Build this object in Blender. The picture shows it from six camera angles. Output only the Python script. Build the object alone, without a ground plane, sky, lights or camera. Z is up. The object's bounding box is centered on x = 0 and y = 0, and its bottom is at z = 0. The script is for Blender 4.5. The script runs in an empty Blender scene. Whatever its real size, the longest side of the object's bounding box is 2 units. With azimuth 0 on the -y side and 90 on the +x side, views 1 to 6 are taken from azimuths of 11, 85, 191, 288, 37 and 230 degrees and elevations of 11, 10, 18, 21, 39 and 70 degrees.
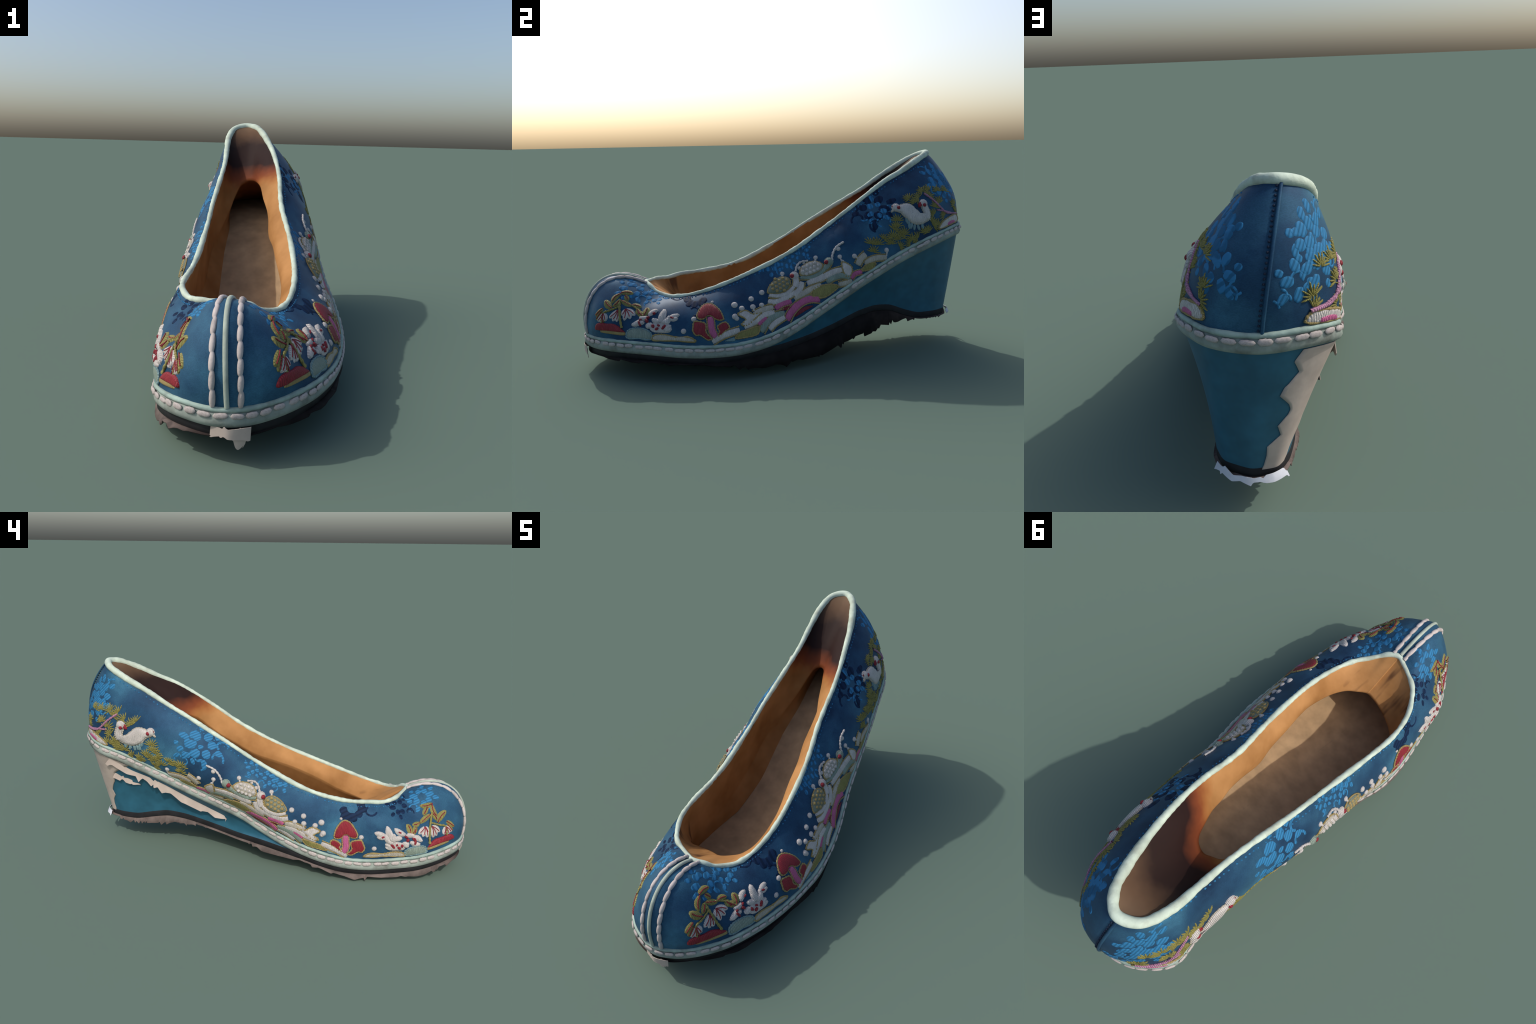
import math
import numpy as np

# ----------------------------------------------------------------- framework
# The shoe is described by closed control curves that run once round it:
#   toe centre -> outer (+x) side -> heel centre -> inner (-x) side -> toe.
# Stations 0..18 on the +x side, 18..36 on the -x side (36 = 0).
NS = 36

RIGHT = [  # rim x,y,z | welt x,y,z | bulge low, bulge high (metres, outward)
    ((0.090, -0.668, 0.398), (0.150, -0.960, 0.172), None),
    ((0.118, -0.640, 0.377), (0.223, -0.905, 0.178), None),
    ((0.145, -0.600, 0.363), (0.308, -0.790, 0.186), (0.083, 0.060)),
    ((0.172, -0.555, 0.358), (0.353, -0.655, 0.182), (0.065, 0.053)),
    ((0.192, -0.480, 0.366), (0.374, -0.500, 0.167), (0.060, 0.053)),
    ((0.198, -0.380, 0.390), (0.380, -0.360, 0.163), (0.060, 0.048)),
    ((0.189, -0.270, 0.426), (0.375, -0.220, 0.172), (0.038, 0.031)),
    ((0.170, -0.170, 0.463), (0.353, -0.080, 0.204), (0.028, 0.026)),
    ((0.140, -0.045, 0.512), (0.314, 0.050, 0.257), (0.023, 0.016)),
    ((0.102, 0.075, 0.570), (0.270, 0.165, 0.315), (0.018, 0.011)),
    ((0.069, 0.165, 0.623), (0.236, 0.268, 0.369), (0.050, 0.040)),
    ((0.045, 0.255, 0.680), (0.207, 0.375, 0.428), (0.060, 0.050)),
    ((0.024, 0.355, 0.748), (0.175, 0.480, 0.479), (0.060, 0.050)),
    ((-0.005, 0.450, 0.812), (0.140, 0.590, 0.529), (0.060, 0.050)),
    ((-0.045, 0.555, 0.876), (0.105, 0.700, 0.571), (0.060, 0.050)),
    ((-0.085, 0.650, 0.920), (0.070, 0.800, 0.604), (0.062, 0.052)),
    ((-0.128, 0.732, 0.964), (0.015, 0.890, 0.627), (0.065, 0.058)),
    ((-0.180, 0.805, 1.000), (-0.075, 0.965, 0.632), (0.065, 0.065)),
]
LEFT = [
    ((0.012, -0.680, 0.405), (0.040, -0.982, 0.172), None),
    ((-0.025, -0.668, 0.402), (-0.040, -0.955, 0.172), None),
    ((-0.090, -0.640, 0.394), (-0.120, -0.880, 0.155), (0.062, 0.042)),
    ((-0.140, -0.590, 0.388), (-0.180, -0.795, 0.140), (0.052, 0.042)),
    ((-0.178, -0.530, 0.396), (-0.213, -0.694, 0.124), (0.042, 0.042)),
    ((-0.203, -0.460, 0.398), (-0.254, -0.563, 0.113), (0.037, 0.042)),
    ((-0.216, -0.390, 0.404), (-0.285, -0.437, 0.118), (0.037, 0.037)),
    ((-0.222, -0.280, 0.422), (-0.300, -0.300, 0.145), (0.037, 0.037)),
    ((-0.228, -0.170, 0.458), (-0.283, -0.155, 0.178), (0.076, 0.064)),
    ((-0.236, -0.060, 0.512), (-0.261, -0.008, 0.231), (0.108, 0.088)),
    ((-0.246, 0.060, 0.576), (-0.268, 0.112, 0.298), (0.108, 0.088)),
    ((-0.257, 0.170, 0.642), (-0.282, 0.244, 0.353), (0.114, 0.096)),
    ((-0.263, 0.270, 0.698), (-0.299, 0.383, 0.409), (0.114, 0.096)),
    ((-0.270, 0.380, 0.760), (-0.314, 0.502, 0.459), (0.095, 0.074)),
    ((-0.280, 0.490, 0.820), (-0.339, 0.619, 0.514), (0.089, 0.068)),
    ((-0.298, 0.600, 0.889), (-0.369, 0.734, 0.568), (0.054, 0.040)),
    ((-0.313, 0.710, 0.950), (-0.391, 0.832, 0.610), (0.039, 0.038)),
    ((-0.298, 0.795, 0.994), (-0.317, 0.932, 0.632), (0.039, 0.043)),
]
TOE = ((.050, -.690, .408), (.098, -.982, .172), None)
HEEL = ((-.238, .834, 1.010), (-.205, .978, .630), (.065, .068))
STATIONS = [TOE] + RIGHT + [HEEL] + LEFT[::-1]
NS = len(STATIONS)                      # 38
HK = 19.0                               # station number of the heel centre

# handles of the rounded, upturned toe: (low handle offset from the welt,
# high handle offset from the rim)
TOE_HANDLES = {
    0: ((-.004, -.040, .185), (.012, -.205, .128)),
    1: ((.004, -.038, .182), (.020, -.195, .118)),
    NS - 1: ((-.004, -.038, .182), (.006, -.195, .118)),
    2: ((.030, -.044, .165), (.068, -.138, .066)),
    NS - 2: ((-.010, -.030, .150), (-.025, -.140, .070)),
}

def closed_spline(points):
    """periodic cubic Hermite curve, one knot per station"""
    P = np.asarray(points, float)
    n = len(P)
    d = np.linalg.norm(np.roll(P, -1, 0) - P, axis=1) ** .5 + 1e-6
    dm = np.roll(d, 1)
    s = (np.roll(P, -1, 0) - P) / d[:, None]
    sm = np.roll(s, 1, 0)
    m = (sm * d[:, None] + s * dm[:, None]) / (d + dm)[:, None]
    def f(k):
        k = np.asarray(k, float) % n
        i = np.floor(k).astype(int) % n
        t = (k - np.floor(k))[..., None]
        j = (i + 1) % n
        h = d[i][..., None]
        return ((2*t**3 - 3*t**2 + 1) * P[i] + (t**3 - 2*t**2 + t) * h * m[i]
                + (-2*t**3 + 3*t**2) * P[j] + (t**3 - t**2) * h * m[j])
    return f

_R = np.array([s[0] for s in STATIONS])
_W = np.array([s[1] for s in STATIONS])
_H1, _H2 = [], []
for i, (r, w, b) in enumerate(STATIONS):
    r, w = np.array(r), np.array(w)
    if i in TOE_HANDLES:
        a, c = TOE_HANDLES[i]
        _H1.append(w + a); _H2.append(r + c)
        continue
    tan = _W[(i + 1) % NS] - _W[i - 1]
    c = r - w
    m = np.cross(tan, c)
    m /= np.linalg.norm(m)
    _H1.append(w + c / 3 + m * b[0]); _H2.append(w + c * 2 / 3 + m * b[1])
rim_curve, welt_curve = closed_spline(_R), closed_spline(_W)
low_curve, high_curve = closed_spline(_H1), closed_spline(_H2)

def upper_point(k, s):
    """outer skin of the upper: k = station, s = 0 at the welt, 1 at the rim"""
    k, s = np.broadcast_arrays(np.asarray(k, float), np.asarray(s, float))
    s = s[..., None]
    return ((1-s)**3 * welt_curve(k) + 3*s*(1-s)**2 * low_curve(k)
            + 3*s*s*(1-s) * high_curve(k) + s**3 * rim_curve(k))

def upper_normal(k, s, e=1e-3):
    s0 = np.clip(np.asarray(s, float), e, 1 - e)
    a = upper_point(np.asarray(k) + e*10, s0) - upper_point(np.asarray(k) - e*10, s0)
    b = upper_point(k, s0 + e) - upper_point(k, s0 - e)
    n = np.cross(a, b)
    return n / (np.linalg.norm(n, axis=-1, keepdims=True) + 1e-12)

# -------------------------------------------------------------- blender side
import bpy
from mathutils import Vector, Matrix
from mathutils.bvhtree import BVHTree
rng = np.random.default_rng(7)

def new_mesh(name, verts, faces, mat=None, smooth=True, parent=None):
    me = bpy.data.meshes.new(name)
    me.from_pydata([tuple(map(float, v)) for v in verts], [], faces)
    me.update()
    if smooth:
        me.polygons.foreach_set('use_smooth', [True] * len(me.polygons))
    ob = bpy.data.objects.new(name, me)
    bpy.context.scene.collection.objects.link(ob)
    if mat:
        me.materials.append(mat)
    if parent is not None:
        ob.parent = parent
    return ob

def grid_faces(nu, nv, closed_u):
    F = []
    for i in range(nu if closed_u else nu - 1):
        a, b = i * nv, ((i + 1) % nu) * nv
        for j in range(nv - 1):
            F.append((a + j, b + j, b + j + 1, a + j + 1))
    return F

def strip(name, rows, closed, mat, parent, flip=False):
    """loft: rows[j] is the j-th curve, all of equal length"""
    A = np.stack(rows, 1)
    nu, nv = A.shape[:2]
    F = grid_faces(nu, nv, closed)
    if flip:
        F = [f[::-1] for f in F]
    return new_mesh(name, A.reshape(-1, 3), F, mat, True, parent)

def shell_strip(name, rows, closed, mat, parent, thick=.004, smooth=True):
    ob = strip(name, rows, closed, mat, parent)
    if not smooth:
        ob.data.polygons.foreach_set('use_smooth', [False] * len(ob.data.polygons))
    md = ob.modifiers.new('thick', 'SOLIDIFY'); md.thickness = thick; md.offset = -1
    return ob

def smooth_noise(P, scale, seed=0):
    """cheap smooth 3D noise from summed sines"""
    r = np.random.default_rng(seed)
    out = np.zeros(P.shape[:-1])
    for _ in range(7):
        d = r.normal(size=3); d /= np.linalg.norm(d)
        out += np.sin(P @ d * scale * r.uniform(.6, 1.7) + r.uniform(0, 6.28))
    return out / 7 ** .5

# ---------------------------------------------------------------- materials
def material(name, base, rough=.6, sheen=0, spec=.3):
    m = bpy.data.materials.new(name); m.use_nodes = True
    b = m.node_tree.nodes['Principled BSDF']
    b.inputs['Base Color'].default_value = (*base, 1)
    b.inputs['Roughness'].default_value = rough
    b.inputs['Specular IOR Level'].default_value = spec
    if sheen:
        b.inputs['Sheen Weight'].default_value = sheen
    return m, m.node_tree, b

def node(nt, kind, **kw):
    n = nt.nodes.new(kind)
    for k, v in kw.items():
        if k in n.inputs.keys():
            n.inputs[k].default_value = v
        else:
            setattr(n, k, v)
    return n

def ramp(nt, fac, stops, interp='LINEAR'):
    r = nt.nodes.new('ShaderNodeValToRGB')
    r.color_ramp.interpolation = interp
    els = r.color_ramp.elements
    while len(els) < len(stops):
        els.new(.5)
    for e, (p, c) in zip(els, stops):
        e.position = p; e.color = (*c, 1) if len(c) == 3 else c
    nt.links.new(fac, r.inputs[0])
    return r.outputs[0]

def coords(nt, scale=(1, 1, 1), rot=(0, 0, 0)):
    tc = nt.nodes.new('ShaderNodeTexCoord')
    mp = nt.nodes.new('ShaderNodeMapping')
    mp.inputs['Scale'].default_value = scale
    mp.inputs['Rotation'].default_value = rot
    nt.links.new(tc.outputs['Object'], mp.inputs[0])
    return mp.outputs[0]

def noise(nt, vec, scale, detail=4, rough=.55, out='Fac'):
    n = nt.nodes.new('ShaderNodeTexNoise')
    n.inputs['Scale'].default_value = scale
    n.inputs['Detail'].default_value = detail
    n.inputs['Roughness'].default_value = rough
    nt.links.new(vec, n.inputs['Vector'])
    return n.outputs[out]

def mix(nt, fac, a, b, mode='MIX'):
    m = nt.nodes.new('ShaderNodeMix'); m.data_type = 'RGBA'; m.blend_type = mode
    for sock, v in ((m.inputs[0], fac), (m.inputs[6], a), (m.inputs[7], b)):
        if isinstance(v, (int, float)):
            sock.default_value = v
        elif isinstance(v, tuple):
            sock.default_value = (*v, 1)
        else:
            nt.links.new(v, sock)
    return m.outputs[2]

def bump(nt, b, height, strength=.3, dist=.004):
    n = nt.nodes.new('ShaderNodeBump')
    n.inputs['Strength'].default_value = strength
    n.inputs['Distance'].default_value = dist
    nt.links.new(height, n.inputs['Height'])
    nt.links.new(n.outputs[0], b.inputs['Normal'])

def cloth(name, c, var=.25, rough=.7, grain=220, bump_s=.35, spec=.2):
    """plain fabric: base colour with soft mottling and thread grain"""
    m, nt, b = material(name, c, rough, 0, spec)
    v = coords(nt)
    n1 = noise(nt, v, 14, 5)
    lo = tuple(x * (1 - var) for x in c); hi = tuple(min(1, x * (1 + var)) for x in c)
    col = ramp(nt, n1, [(.3, lo), (.7, hi)])
    nt.links.new(col, b.inputs['Base Color'])
    bump(nt, b, noise(nt, v, grain, 2), bump_s, .002)
    return m

BLUE = (.014, .062, .140)
def satin():
    m, nt, b = material('blue_satin', BLUE, .48, .0, .20)
    b.inputs['Specular Tint'].default_value = (.28, .55, .9, 1)
    v = coords(nt)
    big = noise(nt, v, 4.0, 5)
    c1 = ramp(nt, big, [(.30, (.0110, .026, .058)), (.45, (.0175, .052, .102)), (.57, (.028, .086, .145)), (.72, (.052, .165, .255))])  # lightest stops paint the satin's baked highlights into the blue as noise patches
    fine = noise(nt, coords(nt, (60, 60, 240)), 3, 3)
    c2 = mix(nt, .35, c1, ramp(nt, fine, [(.35, (.45, .45, .45)), (.65, (1.35, 1.35, 1.35))]), 'MULTIPLY')
    nt.links.new(c2, b.inputs['Base Color'])
    bump(nt, b, noise(nt, coords(nt, (1, 1, 3)), 260, 2), .12, .001)
    return m

M_satin = satin()
M_mint = cloth('mint_cloth', (.46, .54, .45), .2, .7, 90, .6)
M_pipe = cloth('piping_cloth', (.27, .36, .32), .2, .7, 90, .5)
M_welt = cloth('welt_cloth', (.25, .29, .26), .25, .7, 60, .5)
M_teal = cloth('teal_satin', (.022, .102, .158), .18, .5, 260, .1, .35)
M_black = cloth('black_rubber', (.014, .014, .016), .4, .6, 60, .4)
M_insole = cloth('insole_leather', (.42, .285, .160), .2, .65, 30, .3)
M_stitch = cloth('stitch_thread', (.47, .42, .40), .12, .6, 160, .5)
M_scrap = cloth('pale_scrap', (.42, .355, .31), .12, .8, 40, .3)
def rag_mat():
    # near black on the outer side, brownish beige on the inner side
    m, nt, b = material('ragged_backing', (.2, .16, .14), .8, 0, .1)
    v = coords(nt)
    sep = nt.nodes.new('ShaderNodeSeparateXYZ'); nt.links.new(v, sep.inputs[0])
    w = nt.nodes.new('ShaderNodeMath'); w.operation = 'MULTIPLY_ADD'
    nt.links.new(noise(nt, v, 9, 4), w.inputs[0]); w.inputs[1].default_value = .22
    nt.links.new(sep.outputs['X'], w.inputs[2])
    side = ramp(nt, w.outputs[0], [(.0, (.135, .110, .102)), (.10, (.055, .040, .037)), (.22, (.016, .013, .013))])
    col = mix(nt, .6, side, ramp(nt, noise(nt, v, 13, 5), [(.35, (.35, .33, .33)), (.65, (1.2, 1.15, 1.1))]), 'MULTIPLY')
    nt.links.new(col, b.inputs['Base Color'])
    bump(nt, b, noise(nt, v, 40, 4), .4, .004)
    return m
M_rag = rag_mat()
M_toecord = cloth('toe_cord_cloth', (.33, .38, .32), .2, .7, 90, .5)

def grime(m, dirt, scale, lo, hi):
    """patchy dirt over an existing cloth"""
    nt = m.node_tree; b = nt.nodes['Principled BSDF']
    old = b.inputs['Base Color'].links[0].from_socket
    fac = ramp(nt, noise(nt, coords(nt), scale, 6, .65), [(lo, (0, 0, 0)), (hi, (.8, .8, .8))])
    nt.links.new(mix(nt, fac, old, dirt), b.inputs['Base Color'])
grime(M_welt, (.10, .095, .080), 9, .48, .72)
grime(M_pipe, (.13, .15, .13), 11, .50, .75)
grime(M_stitch, (.20, .175, .16), 8, .50, .72)
grime(M_mint, (.30, .31, .24), 10, .52, .72)

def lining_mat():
    """tan leather, worn red-brown and then near black towards the heel"""
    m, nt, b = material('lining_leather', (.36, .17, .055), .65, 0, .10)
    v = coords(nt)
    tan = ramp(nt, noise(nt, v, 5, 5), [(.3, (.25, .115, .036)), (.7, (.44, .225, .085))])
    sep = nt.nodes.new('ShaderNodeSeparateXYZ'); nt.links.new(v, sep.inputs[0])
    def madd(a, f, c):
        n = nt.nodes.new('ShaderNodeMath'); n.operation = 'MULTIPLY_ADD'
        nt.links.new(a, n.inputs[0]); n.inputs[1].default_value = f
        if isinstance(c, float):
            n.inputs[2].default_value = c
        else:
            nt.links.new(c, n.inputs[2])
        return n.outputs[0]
    heelward = madd(sep.outputs['Y'], .45, madd(noise(nt, v, 7, 4), .14, madd(sep.outputs['Z'], 1.0, -.47)))
    darkened = ramp(nt, heelward, [(.50, (.30, .11, .03)), (.575, (.16, .042, .016)), (.655, (.020, .009, .008)), (.80, (.022, .012, .010)), (.91, (.10, .058, .034)), (1.0, (.15, .095, .058))])
    fac = ramp(nt, heelward, [(.46, (0, 0, 0)), (.55, (1, 1, 1))])
    col = mix(nt, fac, tan, darkened)
    # dark creases where the toe lining puckers
    toe = ramp(nt, noise(nt, coords(nt, (16, 3, 3)), 1.3, 2), [(.56, (0, 0, 0)), (.68, (.75, .75, .75))])
    front = nt.nodes.new('ShaderNodeMath'); front.operation = 'LESS_THAN'
    nt.links.new(sep.outputs['Y'], front.inputs[0]); front.inputs[1].default_value = -.44
    toe = mix(nt, front.outputs[0], (0, 0, 0), toe)
    col = mix(nt, toe, col, (.05, .022, .016))
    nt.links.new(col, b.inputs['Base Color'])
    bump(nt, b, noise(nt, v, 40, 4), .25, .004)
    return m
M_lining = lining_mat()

# -------------------------------------------------------------------- thing
shoe = bpy.data.objects.new('embroidered_shoe', None)
bpy.context.scene.collection.objects.link(shoe)
shoe['label'] = 'blue satin wedge slipper with colourful embroidery and pale welt'
shoe['category'] = 'shoe'

NU, NV = 760, 56
K = np.linspace(0, NS, NU, endpoint=False)

# ---- upper
kk, ss = np.meshgrid(K, np.linspace(0, 1, NV), indexing='ij')
P = upper_point(kk, ss)
N = upper_normal(kk, ss)
fade = np.sin(np.pi * np.clip(ss, 0, 1)) ** .5
P = P + N * (fade * (.0030 * smooth_noise(P, 14, 1) + .0014 * smooth_noise(P, 38, 2)))[..., None]
upper = new_mesh('upper', P.reshape(-1, 3), grid_faces(NU, NV, True), M_satin, True, shoe)
UPPER_V, UPPER_F = [Vector(p) for p in P.reshape(-1, 3)], [tuple(p.vertices) for p in upper.data.polygons]
UPPER_BVH = BVHTree.FromPolygons(UPPER_V, UPPER_F)
md = upper.modifiers.new('thick', 'SOLIDIFY'); md.thickness = .005; md.offset = -1

def outward(k):
    """horizontal unit normal of the welt line"""
    t = welt_curve(k + .05) - welt_curve(k - .05)
    n = np.stack([t[..., 1], -t[..., 0], np.zeros_like(t[..., 0])], -1)
    return n / np.linalg.norm(n, axis=-1, keepdims=True)

def tube(name, C, r, mat, parent, closed=True, sides=10, flat=None, up=None):
    """round cord along the points C; r scalar or per point"""
    C = np.asarray(C, float); n = len(C)
    r = np.broadcast_to(r, (n,))
    if closed:
        T = np.roll(C, -1, 0) - np.roll(C, 1, 0)
    else:
        T = np.gradient(C, axis=0)
    T /= np.linalg.norm(T, axis=1, keepdims=True) + 1e-12
    U = np.broadcast_to(np.array([0, 0, 1.]) if up is None else up, C.shape)
    A = np.cross(T, U); A /= np.linalg.norm(A, axis=1, keepdims=True) + 1e-12
    B = np.cross(A, T)
    th = np.linspace(0, 2*np.pi, sides, endpoint=False)
    fl = 1 if flat is None else flat
    V = C[:, None] + r[:, None, None] * (np.cos(th)[None, :, None] * A[:, None] + fl*np.sin(th)[None, :, None] * B[:, None])
    F = []
    for i in range(n if closed else n - 1):
        a, b = i*sides, ((i+1) % n)*sides
        F += [(a+j, a+(j+1) % sides, b+(j+1) % sides, b+j) for j in range(sides)]
    if not closed:
        F += [tuple(range(sides))[::-1], tuple((n-1)*sides + j for j in range(sides))]
    return new_mesh(name, V.reshape(-1, 3), F, mat, True, parent)

# ---- rim binding
C = rim_curve(K)
heelness = np.clip((C[:, 1] - .45) / .4, 0, 1)
r = .0112 + .007 * heelness + .0012 * smooth_noise(C, 60, 4) + .0008 * smooth_noise(C, 140, 5)
tube('rim_binding', C, r, M_mint, shoe, up=None, sides=12)

# ---- welt: piping, band
OUT = outward(K)
W = welt_curve(K)
Z = np.array([0, 0, 1.])
wel = .0025 * smooth_noise(W, 30, 8)[:, None] * OUT
piping = tube('welt_piping', W + OUT * .002 + Z * .002, .0085 + .0008 * smooth_noise(W, 120, 6), M_pipe, shoe, sides=8)
depth = .054
def welt_low(k):
    return welt_curve(k) - outward(k) * .006 - Z * depth
rows = [W - OUT*.012 + Z*.004, W + OUT*.004 - Z*.004 + wel, W + OUT*.012 - Z*.018 + wel, W + OUT*.014 - Z*.034 + wel, W + OUT*.009 - Z*.047, W - OUT*.002 - Z*depth]
strip('welt', rows[::-1], True, M_welt, shoe)

# ---- wedge heel: from the welt down to the arch / heel base outline
WEDGE = [  # lower outline of the teal wedge: station, x, y, z
    (7.3, .330, -.045, .140), (8.5, .258, .10, .160), (9.6, .195, .24, .193), (10.8, .130, .37, .232), (12., .085, .47, .246),
    (13., .050, .56, .236), (14., .022, .64, .198), (15., .002, .73, .168), (16.3, -.015, .83, .172), (17.6, -.058, .895, .172),
    (19., -.150, .922, .172),
    (20.4, -.225, .892, .172), (21.5, -.246, .82, .172), (22.6, -.246, .72, .172), (23.5, -.232, .64, .190), (24.5, -.215, .55, .205),
    (25.7, -.208, .44, .195), (26.8, -.212, .30, .168), (28., -.228, .14, .140), (29.6, -.275, -.03, .140)]
wk = np.array([w[0] for w in WEDGE]); wp = np.array([w[1:] for w in WEDGE])
KW = np.linspace(wk[0], wk[-1], 420)
def wedge_low(k):
    return np.stack([np.interp(k, wk, wp[:, i]) for i in range(3)], -1)
def smooth_rows(A, n=12):
    A = A.copy()
    for _ in range(n):
        A[1:-1] = .25*A[:-2] + .5*A[1:-1] + .25*A[2:]
    return A
G = smooth_rows(wedge_low(KW), 40)
Bt = welt_curve(KW) - outward(KW) * .004 - Z * (depth - .004)
rows = []
for j, s in enumerate(np.linspace(0, 1, 16)):
    Q = Bt * (1 - s) + G * s
    # sides draw in near the top, the back of the heel swells
    back = np.exp(-((KW - HK) / 3.0) ** 2)
    swell = -.022 + .026 * back - .020 * np.exp(-((KW - 26.5) / 2.5) ** 2)
    Q = Q + outward(KW) * (swell * math.sin(math.pi * s) * np.clip((Bt - G)[:, 2] / .35, 0, 1))[:, None]
    rows.append(Q)
strip('wedge', rows[::-1], False, M_teal, shoe)

# ---- outsole: black edge under the welt (fore part) and round the heel base
def sole_profile(k):
    """top edge of the black outsole"""
    k = np.asarray(k)
    f = welt_curve(k) - outward(k) * .002 - Z * (depth - .004)
    g = np.stack([np.interp(k, KW, G[:, i]) for i in range(3)], -1)
    inside = ((k > wk[0]) & (k < wk[-1]))[..., None]
    return np.where(inside, g, f)
S0 = sole_profile(K)
for _ in range(3):
    S0 = .25*np.roll(S0, 1, 0) + .5*S0 + .25*np.roll(S0, -1, 0)
fore = 1 - ((K > wk[0]) & (K < wk[-1])).astype(float)
for _ in range(30):
    fore = .25*np.roll(fore, 1) + .5*fore + .25*np.roll(fore, -1)
fore = fore[:, None]
rowsS = [S0 + OUT*.000 + Z*.004, S0 + OUT * .003 - Z*.006, S0 + OUT*.001 - Z * .026, S0 - OUT * .012 * fore - Z * (.030 + .012 * fore)]
# underside, drawn in towards the centre line
mid = rowsS[-1]
ctr = np.stack([np.interp(mid[:, 1], [-1, -.5, 0, .5, 1], [.06, .03, .0, -.1, -.16]), mid[:, 1], mid[:, 2]], -1)
def floor_z(p):
    y = p[..., 1]
    return np.interp(y, [-1, -.7, -.5, -.3, -.1, .1, .3, .5, .7, .9], [.10, .080, .060, .068, .118, .235, .385, .500, .575, .61]) + .06 * p[..., 0]
for q in (.25, .6, .98):
    U = mid * (1 - q) + ctr * q + Z * .006
    U[:, 2] = np.minimum(U[:, 2], floor_z(U) - .02)
    rowsS.append(U)
strip('outsole', rowsS[::-1], True, M_black, shoe)

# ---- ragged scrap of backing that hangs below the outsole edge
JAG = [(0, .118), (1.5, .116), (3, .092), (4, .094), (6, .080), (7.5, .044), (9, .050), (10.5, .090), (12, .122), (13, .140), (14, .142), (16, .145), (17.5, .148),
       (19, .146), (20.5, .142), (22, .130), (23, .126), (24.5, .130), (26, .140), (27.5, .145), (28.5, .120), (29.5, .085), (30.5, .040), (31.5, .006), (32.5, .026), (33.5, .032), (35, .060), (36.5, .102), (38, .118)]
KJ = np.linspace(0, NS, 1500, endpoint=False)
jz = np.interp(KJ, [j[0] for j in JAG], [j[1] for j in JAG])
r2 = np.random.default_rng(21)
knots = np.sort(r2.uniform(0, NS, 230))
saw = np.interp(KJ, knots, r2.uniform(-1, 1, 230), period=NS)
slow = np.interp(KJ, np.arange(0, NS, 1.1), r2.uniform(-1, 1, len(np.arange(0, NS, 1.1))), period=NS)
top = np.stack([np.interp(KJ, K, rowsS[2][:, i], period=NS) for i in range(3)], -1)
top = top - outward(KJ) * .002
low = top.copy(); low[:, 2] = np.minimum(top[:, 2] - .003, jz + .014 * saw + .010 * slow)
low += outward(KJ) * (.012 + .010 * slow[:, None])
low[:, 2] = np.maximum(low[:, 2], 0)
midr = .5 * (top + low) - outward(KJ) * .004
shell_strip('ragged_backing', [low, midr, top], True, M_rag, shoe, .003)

# ---- insole and lining
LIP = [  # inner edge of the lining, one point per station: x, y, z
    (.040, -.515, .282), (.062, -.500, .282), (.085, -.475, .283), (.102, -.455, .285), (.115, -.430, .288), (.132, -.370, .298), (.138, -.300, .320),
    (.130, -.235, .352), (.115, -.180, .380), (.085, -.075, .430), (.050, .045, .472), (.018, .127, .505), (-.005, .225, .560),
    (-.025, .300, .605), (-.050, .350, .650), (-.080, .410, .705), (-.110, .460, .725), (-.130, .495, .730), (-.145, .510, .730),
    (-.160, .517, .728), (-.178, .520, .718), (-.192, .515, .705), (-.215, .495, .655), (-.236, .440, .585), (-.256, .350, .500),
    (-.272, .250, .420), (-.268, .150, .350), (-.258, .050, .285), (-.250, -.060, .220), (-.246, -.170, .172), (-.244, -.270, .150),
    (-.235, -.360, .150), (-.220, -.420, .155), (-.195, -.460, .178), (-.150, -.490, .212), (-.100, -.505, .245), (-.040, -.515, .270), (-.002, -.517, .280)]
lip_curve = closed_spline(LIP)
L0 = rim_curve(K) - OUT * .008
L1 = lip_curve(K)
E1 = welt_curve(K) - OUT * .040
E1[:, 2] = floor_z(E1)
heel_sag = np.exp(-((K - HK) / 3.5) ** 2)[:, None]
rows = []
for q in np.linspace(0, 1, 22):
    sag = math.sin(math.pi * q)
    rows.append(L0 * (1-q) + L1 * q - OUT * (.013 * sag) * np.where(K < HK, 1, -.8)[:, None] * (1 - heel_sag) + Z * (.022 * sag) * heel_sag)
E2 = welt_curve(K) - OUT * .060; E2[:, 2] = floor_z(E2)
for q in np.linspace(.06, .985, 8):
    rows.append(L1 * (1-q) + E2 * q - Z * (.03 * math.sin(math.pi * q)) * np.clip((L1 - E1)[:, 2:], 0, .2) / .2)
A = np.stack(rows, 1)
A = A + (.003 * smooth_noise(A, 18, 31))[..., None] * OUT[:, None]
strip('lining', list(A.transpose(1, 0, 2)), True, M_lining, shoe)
rows = []
for q in np.linspace(0, 1, 26):
    cx = np.interp(E1[:, 1], [-1, -.5, 0, .5, 1], [.06, .03, .0, -.1, -.2])
    Q = E1.copy(); Q[:, 0] = E1[:, 0] * (1-q) + cx * q
    Q[:, 2] = floor_z(Q) + .003 * smooth_noise(Q, 16, 9)
    rows.append(Q)
insole = strip('insole', rows, True, M_insole, shoe, True)
import bmesh
bm = bmesh.new(); bm.from_mesh(insole.data)
bmesh.ops.remove_doubles(bm, verts=bm.verts, dist=.0025); bm.to_mesh(insole.data); bm.free()

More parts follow.
